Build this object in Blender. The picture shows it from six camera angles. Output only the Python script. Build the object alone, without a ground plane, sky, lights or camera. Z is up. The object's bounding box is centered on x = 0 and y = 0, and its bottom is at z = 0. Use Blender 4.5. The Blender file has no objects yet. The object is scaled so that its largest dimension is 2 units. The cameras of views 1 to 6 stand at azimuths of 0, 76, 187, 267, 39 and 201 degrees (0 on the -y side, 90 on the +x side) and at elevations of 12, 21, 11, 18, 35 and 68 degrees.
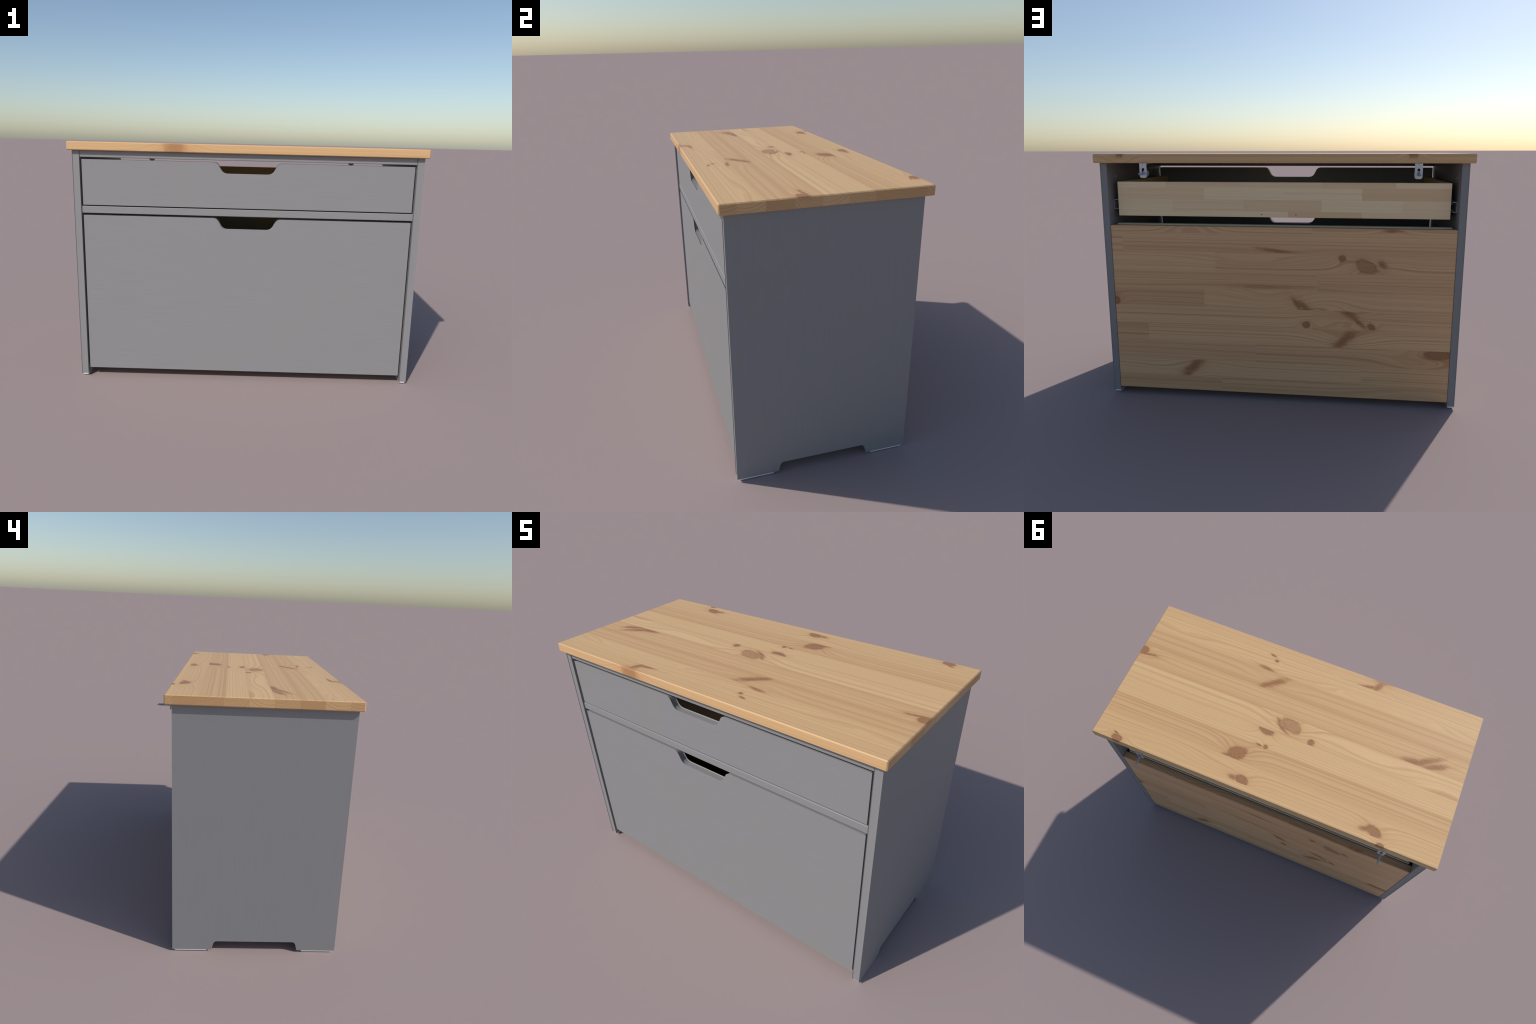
"""Painted storage chest: pine top and back, grey carcass, two drawers."""
import bpy, bmesh, math
from mathutils import Vector

# ----------------------------------------------------------------- sizes (m)
TOP_X, TOP_Y0, TOP_Y1 = 1.0, -0.5000, 0.4330
TOP_Z0, TOP_Z1 = 1.3398, 1.3876
SIDE_OUT, SIDE_IN = 0.9776, 0.9390
SIDE_Y0, SIDE_Y1, SIDE_Z0 = -0.4748, 0.3953, 0.0140
FRONT_X, FRONT_Y, FRONT_T = 0.9255, -0.4695, 0.037
UPPER_Z = (1.0400, 1.2880)
LOWER_Z = (0.0545, 0.9752)
SCREW_X, SCREW_Z, SCREW_TIP = 0.720, 1.2845, 0.5000


# =========================================================== node expressions
class Sock:
    """Socket wrapper so that shader maths reads like maths."""
    def __init__(self, tree, s):
        self.t, self.s = tree, s

    def _m(self, op, *others, clamp=False):
        n = self.t.nodes.new("ShaderNodeMath")
        n.operation, n.use_clamp = op, clamp
        for i, a in enumerate((self,) + others):
            if isinstance(a, Sock):
                self.t.links.new(a.s, n.inputs[i])
            else:
                n.inputs[i].default_value = a
        return Sock(self.t, n.outputs[0])

    def __add__(self, o): return self._m("ADD", o)
    __radd__ = __add__
    def __mul__(self, o): return self._m("MULTIPLY", o)
    __rmul__ = __mul__
    def __sub__(self, o): return self._m("SUBTRACT", o)
    def __truediv__(self, o): return self._m("DIVIDE", o)
    def gt(self, o): return self._m("GREATER_THAN", o)
    def eq(self, o): return self._m("COMPARE", o, 0.4)
    def floor(self): return self._m("FLOOR")
    def sqrt(self): return self._m("SQRT")
    def exp(self): return self._m("EXPONENT")
    def sin(self): return self._m("SINE")
    def max(self, o): return self._m("MAXIMUM", o)
    def min(self, o): return self._m("MINIMUM", o)
    def clamp(self): return self._m("ADD", 0.0, clamp=True)

    def smooth(self, a, b):
        n = self.t.nodes.new("ShaderNodeMapRange")
        n.interpolation_type = "SMOOTHSTEP"
        self.t.links.new(self.s, n.inputs[0])
        flip = a > b
        lo, hi = (b, a) if flip else (a, b)
        n.inputs[1].default_value, n.inputs[2].default_value = lo, hi
        n.inputs[3].default_value, n.inputs[4].default_value = (1, 0) if flip else (0, 1)
        return Sock(self.t, n.outputs[0])


def combine(t, x, y, z):
    n = t.nodes.new("ShaderNodeCombineXYZ")
    for i, a in enumerate((x, y, z)):
        if isinstance(a, Sock):
            t.links.new(a.s, n.inputs[i])
        else:
            n.inputs[i].default_value = a
    return Sock(t, n.outputs[0])


def noise(t, vec=None, w=None, scale=1.0, detail=2.0, rough=0.5, dims="3D"):
    n = t.nodes.new("ShaderNodeTexNoise")
    n.noise_dimensions = dims
    if vec is not None:
        t.links.new(vec.s, n.inputs["Vector"])
    if w is not None:
        t.links.new(w.s, n.inputs["W"])
    n.inputs["Scale"].default_value = scale
    n.inputs["Detail"].default_value = detail
    n.inputs["Roughness"].default_value = rough
    return Sock(t, n.outputs["Fac"])


def mix(t, fac, a, b, mode="MIX"):
    n = t.nodes.new("ShaderNodeMix")
    n.data_type, n.blend_type = "RGBA", mode
    for sock, val in ((n.inputs[0], fac), (n.inputs[6], a), (n.inputs[7], b)):
        if isinstance(val, Sock):
            t.links.new(val.s, sock)
        elif isinstance(val, tuple):
            sock.default_value = val + (1.0,)
        else:
            sock.default_value = val
    return Sock(t, n.outputs[2])


def ramp(t, fac, stops, interp="LINEAR"):
    n = t.nodes.new("ShaderNodeValToRGB")
    n.color_ramp.interpolation = interp
    e = n.color_ramp.elements
    while len(e) < len(stops):
        e.new(0.5)
    for el, (p, c) in zip(e, stops):
        el.position = p
        el.color = (c, c, c, 1) if isinstance(c, float) else c + (1.0,)
    t.links.new(fac.s, n.inputs[0])
    return Sock(t, n.outputs[0])


def white(t, w):
    n = t.nodes.new("ShaderNodeTexWhiteNoise")
    n.noise_dimensions = "1D"
    t.links.new(w.s, n.inputs["W"])
    return Sock(t, n.outputs[0])


def new_mat(name):
    m = bpy.data.materials.new(name)
    m.use_nodes = True
    t = m.node_tree
    b = t.nodes["Principled BSDF"]
    return m, t, b


def object_axes(t):
    tc = t.nodes.new("ShaderNodeTexCoord")
    sp = t.nodes.new("ShaderNodeSeparateXYZ")
    t.links.new(tc.outputs["Object"], sp.inputs[0])
    return [Sock(t, sp.outputs[i]) for i in range(3)]


def bump(t, b, height, strength, distance):
    n = t.nodes.new("ShaderNodeBump")
    n.inputs["Strength"].default_value = strength
    n.inputs["Distance"].default_value = distance
    t.links.new(height.s, n.inputs["Height"])
    t.links.new(n.outputs[0], b.inputs["Normal"])


# ---------------------------------------------------------------- pine knots
KNOT_IN = ("U", "V", "Row", "Near", "Jag", "Wob", "X", "Y", "Cos", "Sin",
           "Long", "Wide", "OwnRow", "Weight", "Lift")
KNOT_OUT = ("Mask", "Swirl", "Glow", "Inner", "Edge")
KNOT_GROUPS = {}


def knot_group(feather):
    """One knot as an elliptic distance field with a soft or feathered edge."""
    if feather in KNOT_GROUPS:
        return KNOT_GROUPS[feather]
    g = bpy.data.node_groups.new("feathered_knot" if feather else "round_knot", "ShaderNodeTree")
    for n in KNOT_IN:
        g.interface.new_socket(n, in_out="INPUT", socket_type="NodeSocketFloat")
    for n in KNOT_OUT:
        g.interface.new_socket(n, in_out="OUTPUT", socket_type="NodeSocketFloat")
    gi, go = g.nodes.new("NodeGroupInput"), g.nodes.new("NodeGroupOutput")
    I = {n: Sock(g, gi.outputs[n]) for n in KNOT_IN}
    du, dv = I["U"] - I["X"], I["V"] - I["Y"]
    a = (du * I["Cos"] + dv * I["Sin"]) / I["Long"]
    c = (dv * I["Cos"] - du * I["Sin"]) / I["Wide"]
    here = I["Row"].eq(I["OwnRow"])
    shown = here * I["Near"]
    e = (a * a + c * c).sqrt() + (I["Jag"] * 1.5 + I["Wob"] * 0.9 if feather
                                  else I["Wob"] * 0.8 + I["Jag"] * 0.3)
    mask = (e.smooth(1.50, 0.30) if feather else e.smooth(1.36, 0.62)) * shown * I["Weight"]
    # grain bends round the knot: a long low bump in the ring field
    aa, cc = du / (I["Long"] * 2.4), dv / (I["Wide"] * 1.9)
    swirl = ((aa * aa + cc * cc) * -1.0).exp() * here * I["Lift"]
    glow = ((e * e) * -0.36).exp() * shown * (I["Jag"] * 0.9 + 1.0)
    inner = e.smooth(0.95, 0.30) * shown * (((e + I["Wob"] * 0.5) * 15.0).sin() * 0.45 + 0.55)
    edge = e.smooth(0.62, 0.90) * e.smooth(1.15, 0.95) * shown
    for n, val in zip(KNOT_OUT, (mask, swirl, glow, inner, edge)):
        g.links.new(val.s, go.inputs[n])
    KNOT_GROUPS[feather] = g
    return g


def knot_node(t, feather, **values):
    n = t.nodes.new("ShaderNodeGroup")
    n.node_tree = knot_group(feather)
    for name, val in values.items():
        if isinstance(val, Sock):
            t.links.new(val.s, n.inputs[name])
        else:
            n.inputs[name].default_value = val
    return {name: Sock(t, n.outputs[name]) for name in KNOT_OUT}


# ------------------------------------------------------------------ pine wood
def pine(name, across, v0, pitch, joints, knots, tones, pale, dark, heart,
         face, face_sign, ring_freq=62.0, contrast=1.0, tone_jitter=0.5, rough=0.5):
    """Edge-glued pine board. Grain runs along x, staves are stacked along
    `across` ('y' or 'z'); joints = {row: [x of end joints]};
    knots = (x, v, half length, half width, tilt deg, row, kind);
    tones = stops (v, heartwood amount) across the board."""
    m, t, b = new_mat(name)
    ox, oy, oz = object_axes(t)
    u = ox
    v, depth = (oy, oz) if across == "y" else (oz, oy)
    row = ((v - v0) / pitch).floor()
    piece = row * 3.17
    for r, xs in joints.items():
        here = row.eq(float(r))
        for x in xs:
            piece = piece + here * u.gt(x) * 1.37
    rnd = white(t, piece)
    rnd2 = white(t, piece + 31.7)

    jag = noise(t, combine(t, u * 26.0, v * 210.0, depth * 9.0), scale=1.0, detail=3.0) - 0.5
    wob = noise(t, combine(t, u * 14.0, v * 14.0, piece), scale=1.0, detail=2.0) - 0.5
    mottle = noise(t, combine(t, u * 70.0, v * 110.0, depth * 70.0), scale=1.0, detail=3.0) - 0.5

    # knots: an elliptic distance each, cut off at the stave's glue lines and
    # dying out below the board's face
    nrm = t.nodes.new("ShaderNodeNewGeometry")
    sep = t.nodes.new("ShaderNodeSeparateXYZ")
    t.links.new(nrm.outputs["Normal"], sep.inputs[0])
    nx = Sock(t, sep.outputs[0])
    is_end = (nx * nx).smooth(0.55, 0.75)
    near_face = ((depth - face) * face_sign).smooth(-0.030, -0.006) * (is_end * -0.85 + 1.0)
    core = swirl = glow = heart_in = rim = None
    def join(old, new, how):
        return new if old is None else getattr(old, how)(new)
    for i, (kx, kv, rl, rw, tilt, krow, kind) in enumerate(knots):
        feather = kind in ("fan", "through", "band")
        weight = {"round": 0.95, "pale": 0.55, "fan": 0.92, "small": 1.0,
                  "through": 0.62, "eye": 0.0, "band": 0.45}[kind]
        near = near_face if kind != "through" else 1.0
        k = knot_node(t, feather, U=u, V=v, Row=row, Near=near, Jag=jag, Wob=wob,
                      X=kx, Y=kv, Cos=math.cos(math.radians(tilt)), Sin=math.sin(math.radians(tilt)),
                      Long=rl, Wide=rw, OwnRow=float(krow), Weight=weight,
                      Lift=min(rw, 0.03) * (2.1 if i % 2 else -2.1))
        swirl = join(swirl, k["Swirl"], "__add__")
        if kind == "eye":      # a cathedral figure: bent grain, no knot
            continue
        core = join(core, k["Mask"], "max")
        glow = join(glow, k["Glow"], "max")
        if kind in ("round", "pale"):
            heart_in = join(heart_in, k["Inner"], "max")
            rim = join(rim, k["Edge"], "max")

    low = noise(t, combine(t, u * 0.55, v * 8.0, piece * 5.0 + depth * 3.0), scale=1.0, detail=1.5) - 0.5
    mid = noise(t, combine(t, u * 5.0, v * 22.0, piece * 5.0), scale=1.0, detail=2.0) - 0.5
    g = v + depth * 0.8 + low * (rnd2 * 0.040 + 0.012) + mid * 0.004 + rnd * 7.0
    if swirl is not None:
        g = g + swirl
    lines = noise(t, w=g * ring_freq, dims="1D", detail=2.0, rough=0.55)
    fine = noise(t, w=g * (ring_freq * 2.3), dims="1D", detail=1.0)
    fibre = noise(t, combine(t, u * 5.0, v * 300.0, depth * 200.0), scale=1.0, detail=2.0)
    late = lines.smooth(0.48, 0.74)
    thin = fine.smooth(0.46, 0.70)

    lo, hi = tones[0][0], tones[-1][0]
    pos = (v - lo) / (hi - lo)
    tone = ramp(t, pos, [((p - lo) / (hi - lo), float(c)) for p, c in tones])
    tone = (tone + (rnd2 - 0.5) * tone_jitter + (lines - 0.5) * 0.5).clamp()

    col = mix(t, tone, pale, heart)
    col = mix(t, late * (0.44 * contrast), col, dark)
    col = mix(t, thin * (0.36 * contrast), col, dark)
    col = mix(t, fibre.smooth(0.35, 0.75) * 0.14, col, dark)
    # glue line between staves
    off = ((v - v0) / pitch - row - 0.5)
    col = mix(t, (off * off).sqrt().smooth(0.488, 0.498) * 0.22, col, dark)
    # sawn ends: stave by stave blocks with tight curved rings
    cv = v - (row * pitch + v0) - rnd * pitch
    cd = depth - face - 0.03 - rnd2 * 0.10
    arcs = noise(t, w=(cv * cv + cd * cd).sqrt() * 130.0, dims="1D", detail=1.5)
    endcol = mix(t, rnd2, pale, heart)
    endcol = mix(t, arcs.smooth(0.35, 0.75) * 0.45, endcol, dark)
    endcol = mix(t, rnd.smooth(0.35, 0.75) * 0.45, endcol, dark)
    col = mix(t, is_end, col, endcol)
    if core is not None:
        flesh = (0.318, 0.145, 0.066)
        rind = (0.230, 0.105, 0.048)
        body = (0.415, 0.215, 0.110)
        col = mix(t, (glow * 0.40).clamp(), col, tuple(x * f for x, f in zip(dark, (1.02, 0.84, 0.70))))
        col = mix(t, (core * (mottle * 0.7 + 0.92)).clamp(), col, flesh)
        if heart_in is not None:
            col = mix(t, (heart_in * (mottle * 1.1 + 0.40)).clamp(), col, body)
            col = mix(t, (rim * (mottle * 1.6 + 0.30)).clamp(), col, rind)
    t.links.new(col.s, b.inputs["Base Color"])
    b.inputs["Roughness"].default_value = rough
    b.inputs["Specular IOR Level"].default_value = 0.25
    bump(t, b, lines * 0.7 + fibre * 0.3, 0.06, 0.002)
    return m


# --------------------------------------------------------------- grey paint
def paint(name, grain, base):
    """Eggshell paint over pine: the grain telegraphs through along `grain`."""
    m, t, b = new_mat(name)
    x, y, z = object_axes(t)
    s = {"x": (5.0, 160.0, 160.0), "z": (160.0, 160.0, 5.0)}[grain]
    fib = noise(t, combine(t, x * s[0], y * s[1], z * s[2]), scale=1.0, detail=3.0)
    blot = noise(t, combine(t, x * (1.0 if grain == "x" else 5.0), y * 5.0,
                            z * (5.0 if grain == "x" else 1.0)), scale=1.0, detail=2.0)
    tint = noise(t, combine(t, x * 2.2 + 9.0, y * 2.2, z * 3.0), scale=1.0, detail=1.0)
    light = tuple(c * 1.020 for c in base)
    deep = tuple(c * 0.974 for c in base)
    warm = (base[0] * 1.012, base[1] * 1.0, base[2] * 0.975)
    col = mix(t, fib.smooth(0.3, 0.7), light, deep)
    col = mix(t, blot.smooth(0.4, 0.7) * 0.5, col, base)
    col = mix(t, tint.smooth(0.4, 0.65) * 0.6, col, warm)
    t.links.new(col.s, b.inputs["Base Color"])
    b.inputs["Roughness"].default_value = 0.55
    b.inputs["Specular IOR Level"].default_value = 0.25
    bump(t, b, fib, 0.03, 0.001)
    return m


def plain(name, color, rough, metallic=0.0, speck=0.06):
    m, t, b = new_mat(name)
    x, y, z = object_axes(t)
    n = noise(t, combine(t, x, y, z), scale=90.0, detail=3.0)
    col = mix(t, n, tuple(c * (1 - speck) for c in color), tuple(min(1, c * (1 + speck)) for c in color))
    t.links.new(col.s, b.inputs["Base Color"])
    b.inputs["Roughness"].default_value = rough
    b.inputs["Metallic"].default_value = metallic
    return m


# ================================================================= geometry
ROOT = bpy.data.objects.new("storage_chest", None)
ROOT.empty_display_size = 0.2
bpy.context.scene.collection.objects.link(ROOT)
ROOT["label"] = "grey painted two-drawer chest with a pine top"
ROOT["category"] = "storage cabinet"


def finish(bm, name, mat, parent, smooth_deg=35.0, even=True):
    bmesh.ops.recalc_face_normals(bm, faces=bm.faces[:])
    for f in bm.faces:
        f.smooth = True
    for e in bm.edges:
        if len(e.link_faces) == 2 and e.calc_face_angle(0.0) > math.radians(smooth_deg):
            e.smooth = False
    me = bpy.data.meshes.new(name)
    bm.to_mesh(me)
    bm.free()
    me.materials.append(mat)
    ob = bpy.data.objects.new(name, me)
    bpy.context.scene.collection.objects.link(ob)
    ob.parent = parent
    if even:
        wn = ob.modifiers.new("even_normals", "WEIGHTED_NORMAL")
        wn.mode, wn.keep_sharp = "FACE_AREA", True
    return ob


def bevel_all(bm, edges, width, seg=3):
    bmesh.ops.bevel(bm, geom=edges, offset=width, segments=seg, profile=0.5,
                    affect="EDGES", clamp_overlap=True)


def box(name, x, y, z, mat, parent, r=0.003, seg=3):
    bm = bmesh.new()
    bmesh.ops.create_cube(bm, size=1.0)
    for v in bm.verts:
        v.co = Vector(((x[0] + x[1]) / 2 + v.co.x * (x[1] - x[0]),
                       (y[0] + y[1]) / 2 + v.co.y * (y[1] - y[0]),
                       (z[0] + z[1]) / 2 + v.co.z * (z[1] - z[0])))
    if r > 0:
        bevel_all(bm, bm.edges[:], r, seg)
    return finish(bm, name, mat, parent)


def slab(name, outline, axis, a0, a1, mat, parent, r=0.004, seg=3):
    """Extrude a 2D outline along x or y; the rims of both caps are rounded."""
    bm = bmesh.new()
    def put(p, d):
        return (d, p[0], p[1]) if axis == "x" else (p[0], d, p[1])
    v0 = [bm.verts.new(put(p, a0)) for p in outline]
    v1 = [bm.verts.new(put(p, a1)) for p in outline]
    bm.faces.new(v0)
    bm.faces.new(list(reversed(v1)))
    n = len(outline)
    for i in range(n):
        bm.faces.new((v0[i], v0[(i + 1) % n], v1[(i + 1) % n], v1[i]))
    bm.normal_update()
    caps = {f for f in bm.faces if len(f.verts) == n}
    rim = [e for e in bm.edges if any(f in caps for f in e.link_faces)]
    corner = [e for e in bm.edges if e not in set(rim) and e.calc_face_angle(0.0) > math.radians(60)]
    if r > 0:
        bevel_all(bm, rim + corner, r, seg)
    return finish(bm, name, mat, parent)


def tube(bm, c, axis, r, a0, a1, n=24, r1=None):
    """Closed cylinder or cone frustum along an axis, added to bm."""
    r1 = r if r1 is None else r1
    ends = []
    for d, rr in ((a0, r), (a1, r1)):
        ring = []
        for i in range(n):
            p, q = rr * math.cos(2 * math.pi * i / n), rr * math.sin(2 * math.pi * i / n)
            ring.append(bm.verts.new((c[0] + p, d, c[1] + q) if axis == "y"
                                     else (d, c[0] + p, c[1] + q) if axis == "x"
                                     else (c[0] + p, c[1] + q, d)))
        ends.append(ring)
    for i in range(n):
        bm.faces.new((ends[0][i], ends[0][(i + 1) % n], ends[1][(i + 1) % n], ends[1][i]))
    bm.faces.new(ends[0])
    bm.faces.new(list(reversed(ends[1])))


def arc(cx, cy, r, d0, d1, n=6):
    return [(cx + r * math.cos(math.radians(d0 + (d1 - d0) * i / n)),
             cy + r * math.sin(math.radians(d0 + (d1 - d0) * i / n))) for i in range(n + 1)]


# ================================================================ materials
PALE, DARK, HEART = (0.735, 0.482, 0.242), (0.470, 0.264, 0.118), (0.598, 0.350, 0.170)

TOP_KNOTS = [
    (-0.014, -0.029, 0.064, 0.036, -20, 4, "pale"),
    (0.058, -0.030, 0.026, 0.013, -38, 4, "fan"),
    (0.030, 0.002, 0.055, 0.009, -28, 4, "fan"),
    (-0.152, 0.023, 0.019, 0.017, 0, 4, "round"),
    (0.175, -0.253, 0.072, 0.021, 38, 2, "fan"),
    (0.215, -0.222, 0.040, 0.014, 30, 2, "fan"),
    (-0.705, -0.085, 0.075, 0.020, 12, 3, "fan"),
    (-0.775, -0.115, 0.085, 0.017, 32, 3, "fan"),
    (-0.830, -0.100, 0.070, 0.015, 24, 3, "fan"),
    (0.105, 0.047, 0.046, 0.025, -14, 5, "round"),
    (0.198, 0.238, 0.052, 0.036, 20, 6, "round"),
    (0.235, 0.262, 0.040, 0.012, 20, 6, "fan"),
    (0.069, 0.145, 0.013, 0.013, 0, 5, "round"),
    (0.107, 0.147, 0.018, 0.005, -8, 5, "small"),
    (0.112, 0.375, 0.036, 0.023, -10, 7, "round"),
    (0.165, 0.376, 0.026, 0.015, -10, 7, "fan"),
    (-0.641, 0.368, 0.044, 0.026, -16, 7, "round"),
    (-0.590, 0.372, 0.030, 0.012, 10, 7, "fan"),
    (-0.692, 0.429, 0.022, 0.016, 0, 8, "round"),
    (0.850, 0.412, 0.031, 0.022, -8, 8, "round"),
    (0.868, 0.386, 0.018, 0.005, -14, 7, "small"),
    (-0.385, -0.458, 0.048, 0.020, 62, 0, "fan"),
    (-0.400, -0.505, 0.060, 0.026, 0, 0, "through"),
    (-0.330, -0.436, 0.060, 0.012, 14, 0, "fan"),
    (0.985, -0.157, 0.034, 0.024, 0, 3, "round"),
    (0.950, -0.138, 0.060, 0.010, 8, 3, "fan"),
    (0.257, -0.419, 0.020, 0.006, -10, 1, "small"),
    (0.225, -0.391, 0.012, 0.009, 0, 1, "small"),
    (0.262, -0.322, 0.045, 0.010, -8, 1, "fan"),
    (0.520, 0.345, 0.120, 0.020, 0, 7, "eye"),
    (0.300, 0.340, 0.100, 0.018, 0, 7, "eye"),
    (-0.900, 0.000, 0.090, 0.022, 0, 4, "eye"),
    (-0.520, -0.005, 0.110, 0.020, 0, 4, "eye"),
    (-0.680, -0.370, 0.130, 0.022, 0, 1, "eye"),
    (0.820, -0.350, 0.110, 0.018, 0, 1, "eye"),
    (-0.250, -0.365, 0.100, 0.020, 0, 1, "eye"),
]
TOP_TONES = [(-0.50, 0.42), (-0.46, 0.22), (-0.4285, 0.40), (-0.4275, 0.12), (-0.34, 0.22),
             (-0.3110, 0.36), (-0.3100, 0.75), (-0.28, 0.45), (-0.235, 0.38), (-0.210, 0.95), (-0.1935, 0.92),
             (-0.1925, 0.52), (-0.12, 0.62), (-0.0760, 0.85), (-0.0750, 0.0), (0.015, 0.0),
             (0.0415, 0.60), (0.0425, 0.26), (0.145, 0.32), (0.1590, 0.90), (0.1600, 0.90), (0.172, 0.55),
             (0.2765, 0.62), (0.2775, 0.24), (0.3940, 0.22), (0.3950, 0.36), (0.44, 0.36)]
pine_top = pine("oiled_pine_top", "y", -0.5455, 0.1175, {}, TOP_KNOTS, TOP_TONES,
                PALE, DARK, HEART, TOP_Z1, 1.0, ring_freq=64.0, contrast=0.82, tone_jitter=0.32)

BACK_KNOTS = [
    (-0.478, 0.792, 0.062, 0.033, 24, 7, "pale"),
    (-0.560, 0.806, 0.030, 0.015, 40, 7, "fan"),
    (-0.349, 0.838, 0.017, 0.015, 0, 7, "round"),
    (-0.372, 0.380, 0.075, 0.026, 138, 3, "fan"),
    (0.485, 0.190, 0.085, 0.026, 138, 1, "fan"),
    (0.525, 0.140, 0.028, 0.014, 0, 1, "fan"),
    (-0.150, 0.556, 0.060, 0.020, 38, 5, "fan"),
    (-0.105, 0.575, 0.045, 0.012, 55, 5, "fan"),
    (-0.157, 0.459, 0.020, 0.018, 0, 4, "round"),
    (-0.385, 0.530, 0.055, 0.022, 30, 4, "fan"),
    (-0.440, 0.485, 0.050, 0.011, 40, 4, "fan"),
    (-0.513, 0.457, 0.022, 0.015, 30, 4, "round"),
    (-0.870, 0.318, 0.075, 0.036, -10, 2, "round"),
    (0.930, 0.565, 0.020, 0.022, 0, 5, "round"),
    (-0.615, 0.990, 0.050, 0.010, 0, 9, "fan"),
    (0.010, 0.872, 0.090, 0.010, 6, 8, "fan"),
    (0.485, 1.005, 0.060, 0.026, 0, 9, "eye"),
    (0.020, 0.600, 0.120, 0.024, 0, 5, "eye"),
    (-0.260, 0.590, 0.070, 0.028, 0, 5, "eye"),
    (-0.790, 0.255, 0.080, 0.032, 0, 2, "eye"),
    (-0.780, 0.060, 0.110, 0.030, 0, 0, "eye"),
    (0.150, 0.810, 0.130, 0.018, 0, 7, "eye"),
    (-0.330, 0.490, 0.060, 0.024, 0, 4, "eye"),
    (0.560, 0.180, 0.090, 0.022, 0, 1, "eye"),
    (0.050, 0.668, 0.210, 0.011, 0, 6, "band"),
]
BACK_JOINTS = {9: [-0.185], 8: [0.876], 7: [0.347], 6: [-0.2145], 5: [0.416],
               4: [-0.192], 3: [0.748], 2: [0.1245], 1: [-0.465], 0: [0.327]}
BACK_TONES = [(0.03, 0.35), (0.115, 0.45), (0.125, 0.25), (0.22, 0.30), (0.33, 0.35),
              (0.40, 0.35), (0.42, 0.75), (0.437, 0.55), (0.445, 0.20), (0.53, 0.50),
              (0.545, 0.45), (0.64, 0.40), (0.66, 0.45), (0.75, 0.40), (0.757, 0.12),
              (0.85, 0.12), (0.86, 0.60), (0.92, 0.50), (0.955, 0.25), (1.0, 0.35)]
pine_back = pine("pine_back_board", "z", 0.0167, 0.1051, BACK_JOINTS, BACK_KNOTS, BACK_TONES,
                 (0.735, 0.468, 0.250), (0.430, 0.232, 0.112), (0.600, 0.340, 0.178), 0.397, 1.0, ring_freq=52.0, contrast=1.0, tone_jitter=0.60)

BOX_JOINTS = {3: [0.628, 0.205, -0.23, -0.62], 2: [0.846, 0.411, -0.02, -0.445, -0.84],
              1: [0.592, 0.194, -0.231, -0.658], 0: [0.818, 0.375, -0.05, -0.446]}
pine_box = pine("pale_pine_drawer_box", "z", 1.0162, 0.0632, BOX_JOINTS, [],
                [(1.0, 0.2), (1.1, 0.35), (1.2, 0.25), (1.3, 0.2)],
                (0.900, 0.710, 0.450), (0.660, 0.445, 0.235), (0.770, 0.540, 0.310),
                0.35, 1.0, ring_freq=40.0, contrast=0.38, tone_jitter=1.7)

GREY = (0.263, 0.260, 0.263)
paint_h = paint("grey_paint_along", "x", GREY)
paint_v = paint("grey_paint_upright", "z", GREY)
pale_board = plain("pale_hardboard", (0.640, 0.530, 0.340), 0.7)  # base colour warmed and darkened to offset blue skylight in the rear slot
zinc = plain("zinc_plate", (0.55, 0.56, 0.58), 0.42, 0.55)
zinc_dark = plain("zinc_screw", (0.40, 0.45, 0.52), 0.35, 0.85)
slide_steel = plain("slide_steel", (0.46, 0.48, 0.47), 0.45, 0.3)
plastic = plain("white_plastic", (0.93, 0.93, 0.96), 0.30)
hole_dark = plain("dark_hole", (0.03, 0.03, 0.03), 0.8)

# ================================================================= tabletop
top = box("tabletop", (-TOP_X, TOP_X), (TOP_Y0, TOP_Y1), (TOP_Z0, TOP_Z1), pine_top, ROOT, r=0.0045, seg=1)

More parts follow.
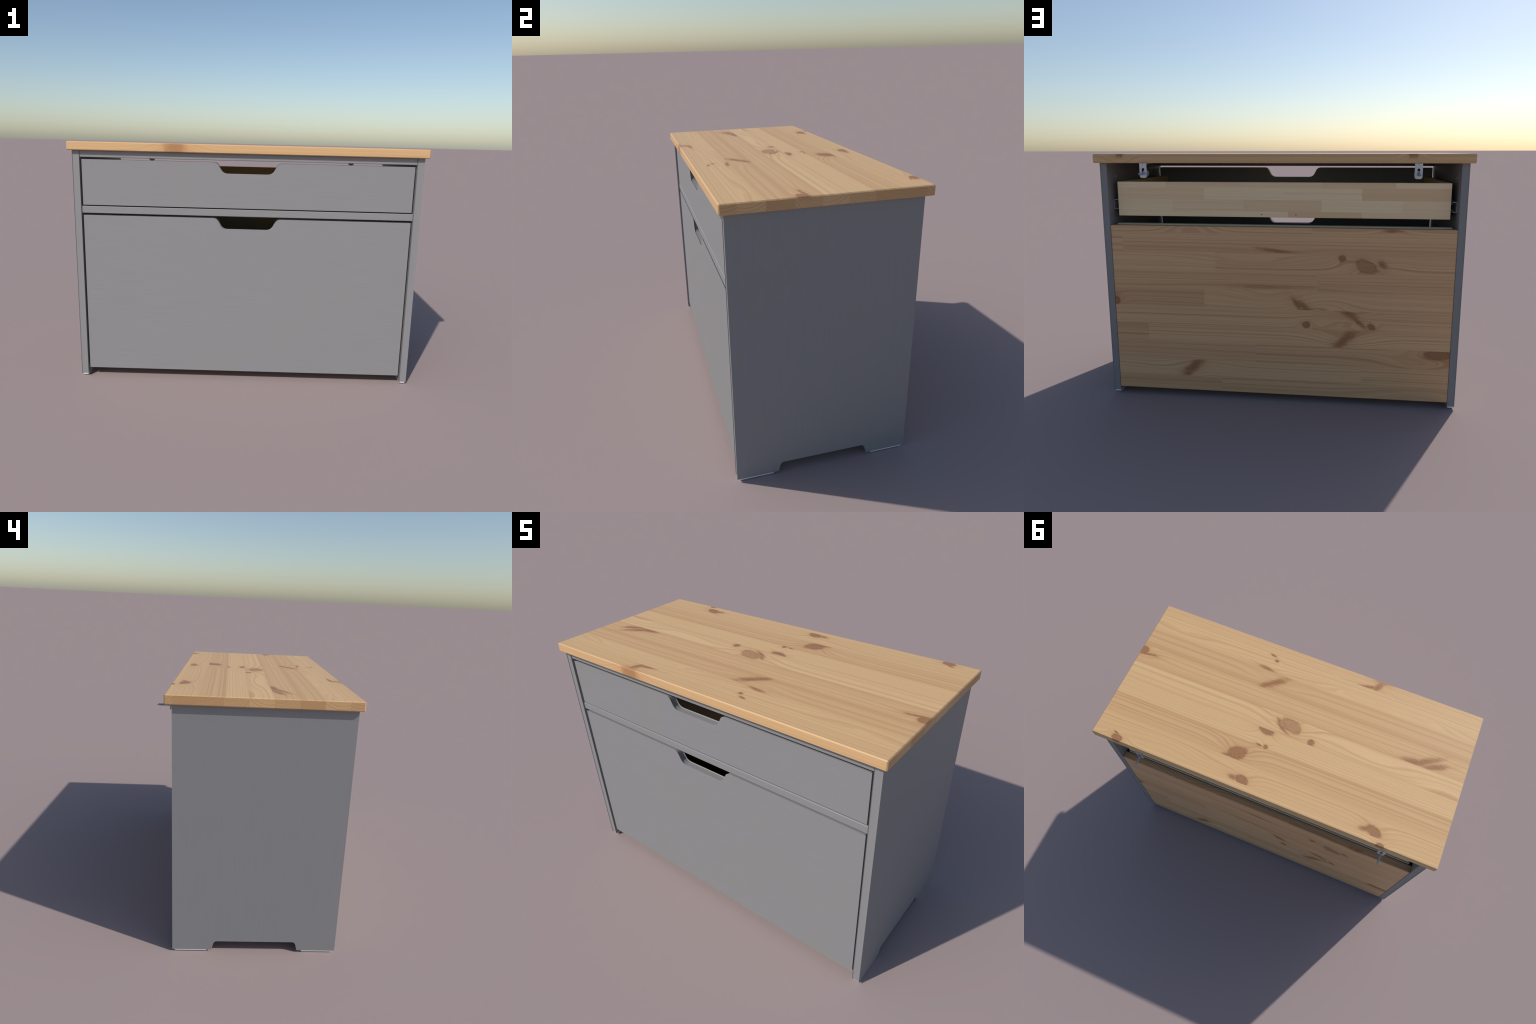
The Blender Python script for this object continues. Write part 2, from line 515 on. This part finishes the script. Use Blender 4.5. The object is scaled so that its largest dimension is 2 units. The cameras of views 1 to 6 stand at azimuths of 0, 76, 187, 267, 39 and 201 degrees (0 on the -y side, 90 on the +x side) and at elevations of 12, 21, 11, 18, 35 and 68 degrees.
# ============================================================== side panels
foot_cut = [(0.192, SIDE_Z0), (0.1890, 0.026), (0.1858, 0.040), (0.1825, 0.050), (0.1775, 0.0580),
            (0.1715, 0.0625), (0.1640, 0.0645)]
cut_mid = (0.192 - 0.2740) / 2
front_cut = [(2 * cut_mid - p[0], p[1]) for p in reversed(foot_cut)]
side_outline = ([(SIDE_Y0, SIDE_Z0), (SIDE_Y0, 1.3404), (SIDE_Y1, 1.3404), (SIDE_Y1, SIDE_Z0)]
                + foot_cut + front_cut)
for s in (-1, 1):
    a, b_ = sorted((s * SIDE_IN, s * SIDE_OUT))
    panel = slab("side_panel", side_outline, "x", a, b_, paint_v, ROOT, r=0.0035)
    for y0, y1 in ((-0.470, -0.293), (0.213, 0.390)):
        # moulded glide: broad where it meets the panel, narrower on the floor
        bm = bmesh.new()
        xm = s * (SIDE_IN + SIDE_OUT) / 2
        rings = []
        for z, ins in ((0.0145, 0.0), (0.0060, 0.0008), (0.0025, 0.003), (0.0, 0.009)):
            hw = 0.0188 - ins * 0.7
            ys = (y0 + ins, y1 - ins)
            cr = 0.006
            ring = []
            for (sx, ye, d0) in ((1, ys[1], 0), (-1, ys[1], 90), (-1, ys[0], 180), (1, ys[0], 270)):
                cy = ye - cr if ye == ys[1] else ye + cr
                ring += arc(xm + sx * (hw - cr), cy, cr, d0, d0 + 90, 4)
            rings.append([bm.verts.new((p[0], p[1], z)) for p in ring])
        for r0, r1 in zip(rings, rings[1:]):
            for i in range(len(r0)):
                j = (i + 1) % len(r0)
                bm.faces.new((r0[i], r0[j], r1[j], r1[i]))
        bm.faces.new(rings[0])
        bm.faces.new(rings[-1])
        finish(bm, "foot_glide", plastic, panel)
    for y in (0.289, -0.277):
        bm = bmesh.new()
        tube(bm, (y, 1.262), "x", 0.0075, s * (SIDE_IN + 0.001), s * (SIDE_IN - 0.0018), 20)
        finish(bm, "dowel_cap", slide_steel, panel)

# ============================================================ rails and back
box("front_rail", (-SIDE_IN - 0.0005, SIDE_IN + 0.0005), (-0.4735, -0.436), (1.3022, 1.3395), paint_h, ROOT, r=0.0025, seg=1)
box("front_rail", (-SIDE_IN - 0.0005, SIDE_IN + 0.0005), (-0.4705, -0.436), (0.9890, 1.0295), paint_h, ROOT, r=0.0028, seg=1)
box("back_panel", (-SIDE_IN + 0.0004, SIDE_IN - 0.0004), (0.3525, 0.3968), (0.0375, 0.9985), pine_back, ROOT, r=0.003)


# ================================================================== drawers
def front_outline(z0, z1, deep=1.0):
    """Rectangle with a rounded trapezoid finger notch in its top edge."""
    half = [(0.190, 0.0), (0.181, -0.0015), (0.174, -0.0050), (0.1675, -0.0120), (0.1620, -0.0220),
            (0.1560, -0.0345), (0.1490, -0.0460), (0.1395, -0.0555), (0.1270, -0.0615), (0.1130, -0.0635)]
    notch = [(x, z1 + dz * deep) for x, dz in half] + [(-x, z1 + dz * deep) for x, dz in reversed(half)]
    return [(FRONT_X, z0), (FRONT_X, z1)] + notch + [(-FRONT_X, z1), (-FRONT_X, z0)]


fy0, fy1 = FRONT_Y, FRONT_Y + FRONT_T
upper = slab("drawer_front", front_outline(*UPPER_Z), "y", fy0, fy1, paint_h, ROOT, r=0.0036, seg=1)
BX, BY, BZ0, BZ1 = 0.9045, 0.3518, 1.0475, 1.2365
for s in (-1, 1):
    a, b_ = sorted((s * BX, s * (BX - 0.030)))
    box("drawer_side", (a, b_), (fy1 + 0.0005, 0.3195), (BZ0, BZ1), pine_box, upper, r=0.002, seg=2)
back = box("drawer_back", (-BX, BX), (0.320, BY), (BZ0, BZ1 + 0.0005), pine_box, upper, r=0.0025, seg=2)
box("drawer_bottom", (-BX + 0.029, BX - 0.029), (fy1 + 0.001, 0.321), (1.0640, 1.0810), pine_box, upper, r=0.0)
for x in (0.0935, -0.0935):
    bm = bmesh.new()
    tube(bm, (x, 1.0625), "y", 0.0032, BY - 0.002, BY + 0.0006, 12)
    finish(bm, "nail", hole_dark, back)
for s in (-1, 1):
    # telescopic runner: C channel on the carcass, slimmer channel on the box
    for name, x0, x1, z0, z1, th, yb in (("drawer_slide", SIDE_IN + 0.0004, 0.9150, 1.0835, 1.1375, 0.0028, 0.334),
                                         ("slide_runner", BX - 0.0004, 0.9200, 1.0930, 1.1280, 0.0025, 0.318)):
        o = [(x0, z0), (x0, z1), (x1, z1), (x1, z1 - th)]
        k = th if x1 > x0 else -th
        o += [(x0 + k, z1 - th), (x0 + k, z0 + th), (x1, z0 + th), (x1, z0)]
        slab(name, [(s * p, q) for p, q in o], "y", fy1 + 0.012, yb, slide_steel, upper, r=0.0)

lower = slab("drawer_front", front_outline(*LOWER_Z, deep=1.05), "y", fy0, fy1, paint_h, ROOT, r=0.0036, seg=1)
LX = 0.9205
box("drawer_back", (-LX, LX), (0.3135, 0.3490), (0.075, 1.0040), pale_board, lower, r=0.004)
for s in (-1, 1):
    a, b_ = sorted((s * LX, s * (LX - 0.030)))
    box("drawer_side", (a, b_), (fy1 + 0.0005, 0.3130), (0.075, 0.700), pine_box, lower, r=0.002, seg=2)
    a, b_ = sorted((s * 0.628, s * 0.667))
    box("drawer_pad", (a, b_), (fy0 + 0.004, fy0 + 0.034), (0.0490, 0.0560), zinc, lower, r=0.001, seg=2)
box("drawer_bottom", (-LX + 0.029, LX - 0.029), (fy1 + 0.001, 0.3145), (0.078, 0.092), pine_box, lower, r=0.0)


# ====================================================== wall brackets, screws
def bracket(xc):
    """Folded strap: a leg under the top and a slotted tab hanging down."""
    bm = bmesh.new()
    y0, y1 = 0.4300, 0.4340
    hw, zt, zb = 0.0195, 1.3390, 1.2620
    outer = [(xc - hw, zt), (xc - 0.004, zt), (xc, zt - 0.007), (xc + 0.004, zt), (xc + hw, zt)]
    outer += arc(xc + hw - 0.011, zb + 0.011, 0.011, 0, -90, 4) + arc(xc - hw + 0.011, zb + 0.011, 0.011, -90, -180, 4)
    slot = (arc(xc, 1.3075, 0.0072, 0, 180, 8) + arc(xc, 1.2845, 0.0072, 180, 360, 8))
    def edge_loop(pts, y):
        vs = [bm.verts.new((p[0], y, p[1])) for p in pts]
        return vs, [bm.edges.new((vs[i], vs[(i + 1) % len(vs)])) for i in range(len(vs))]
    loops = []
    for y in (y0, y1):
        vo, eo = edge_loop(outer, y)
        vi, ei = edge_loop(slot, y)
        bmesh.ops.triangle_fill(bm, edges=eo + ei, use_beauty=True)
        loops.append((vo, vi))
    for k in (0, 1):
        a, b_ = loops[0][k], loops[1][k]
        for i in range(len(a)):
            j = (i + 1) % len(a)
            bm.faces.new((a[i], a[j], b_[j], b_[i]))
    ob = finish(bm, "mounting_bracket", zinc, ROOT)
    leg = box("bracket_leg", (xc - hw, xc + hw), (0.352, y0 + 0.0005), (1.3358, 1.3396), zinc, ob, r=0.001, seg=2)
    bm = bmesh.new()
    tube(bm, (xc, 0.376), "z", 0.011, 1.3362, 1.3317, 20, 0.006)
    finish(bm, "bracket_fixing", zinc, ob)
    # hanging screw: pan head, smooth neck, helical thread, sharp point
    bm = bmesh.new()
    tube(bm, (xc, SCREW_Z), "y", 0.0110, 0.3895, 0.3925, 28, 0.0180)
    tube(bm, (xc, SCREW_Z), "y", 0.0180, 0.3926, 0.3950, 28)
    tube(bm, (xc, SCREW_Z), "y", 0.0062, 0.3948, 0.4330, 20)
    n, ya, pitch = 14, 0.4325, 0.0100
    rows = 90
    prev = None
    for i in range(rows + 1):
        y = ya + (SCREW_TIP - ya) * i / rows
        taper = min(1.0, (SCREW_TIP - y) / 0.013) ** 0.6
        ring = []
        for j in range(n):
            th = 2 * math.pi * j / n
            ph = ((y - ya) / pitch - j / n) % 1.0
            rr = (0.0029 + 0.0036 * max(0.0, 1 - abs(ph - 0.5) * 3.0)) * taper + 0.0008
            ring.append(bm.verts.new((xc + rr * math.cos(th), y, SCREW_Z + rr * math.sin(th))))
        if prev:
            for j in range(n):
                k = (j + 1) % n
                bm.faces.new((prev[j], prev[k], ring[k], ring[j]))
        else:
            bm.faces.new(ring)
        prev = ring
    bm.faces.new(list(reversed(prev)))
    finish(bm, "screw", zinc_dark, ob, 60.0, even=False)


for s in (-1, 1):
    bracket(s * SCREW_X)
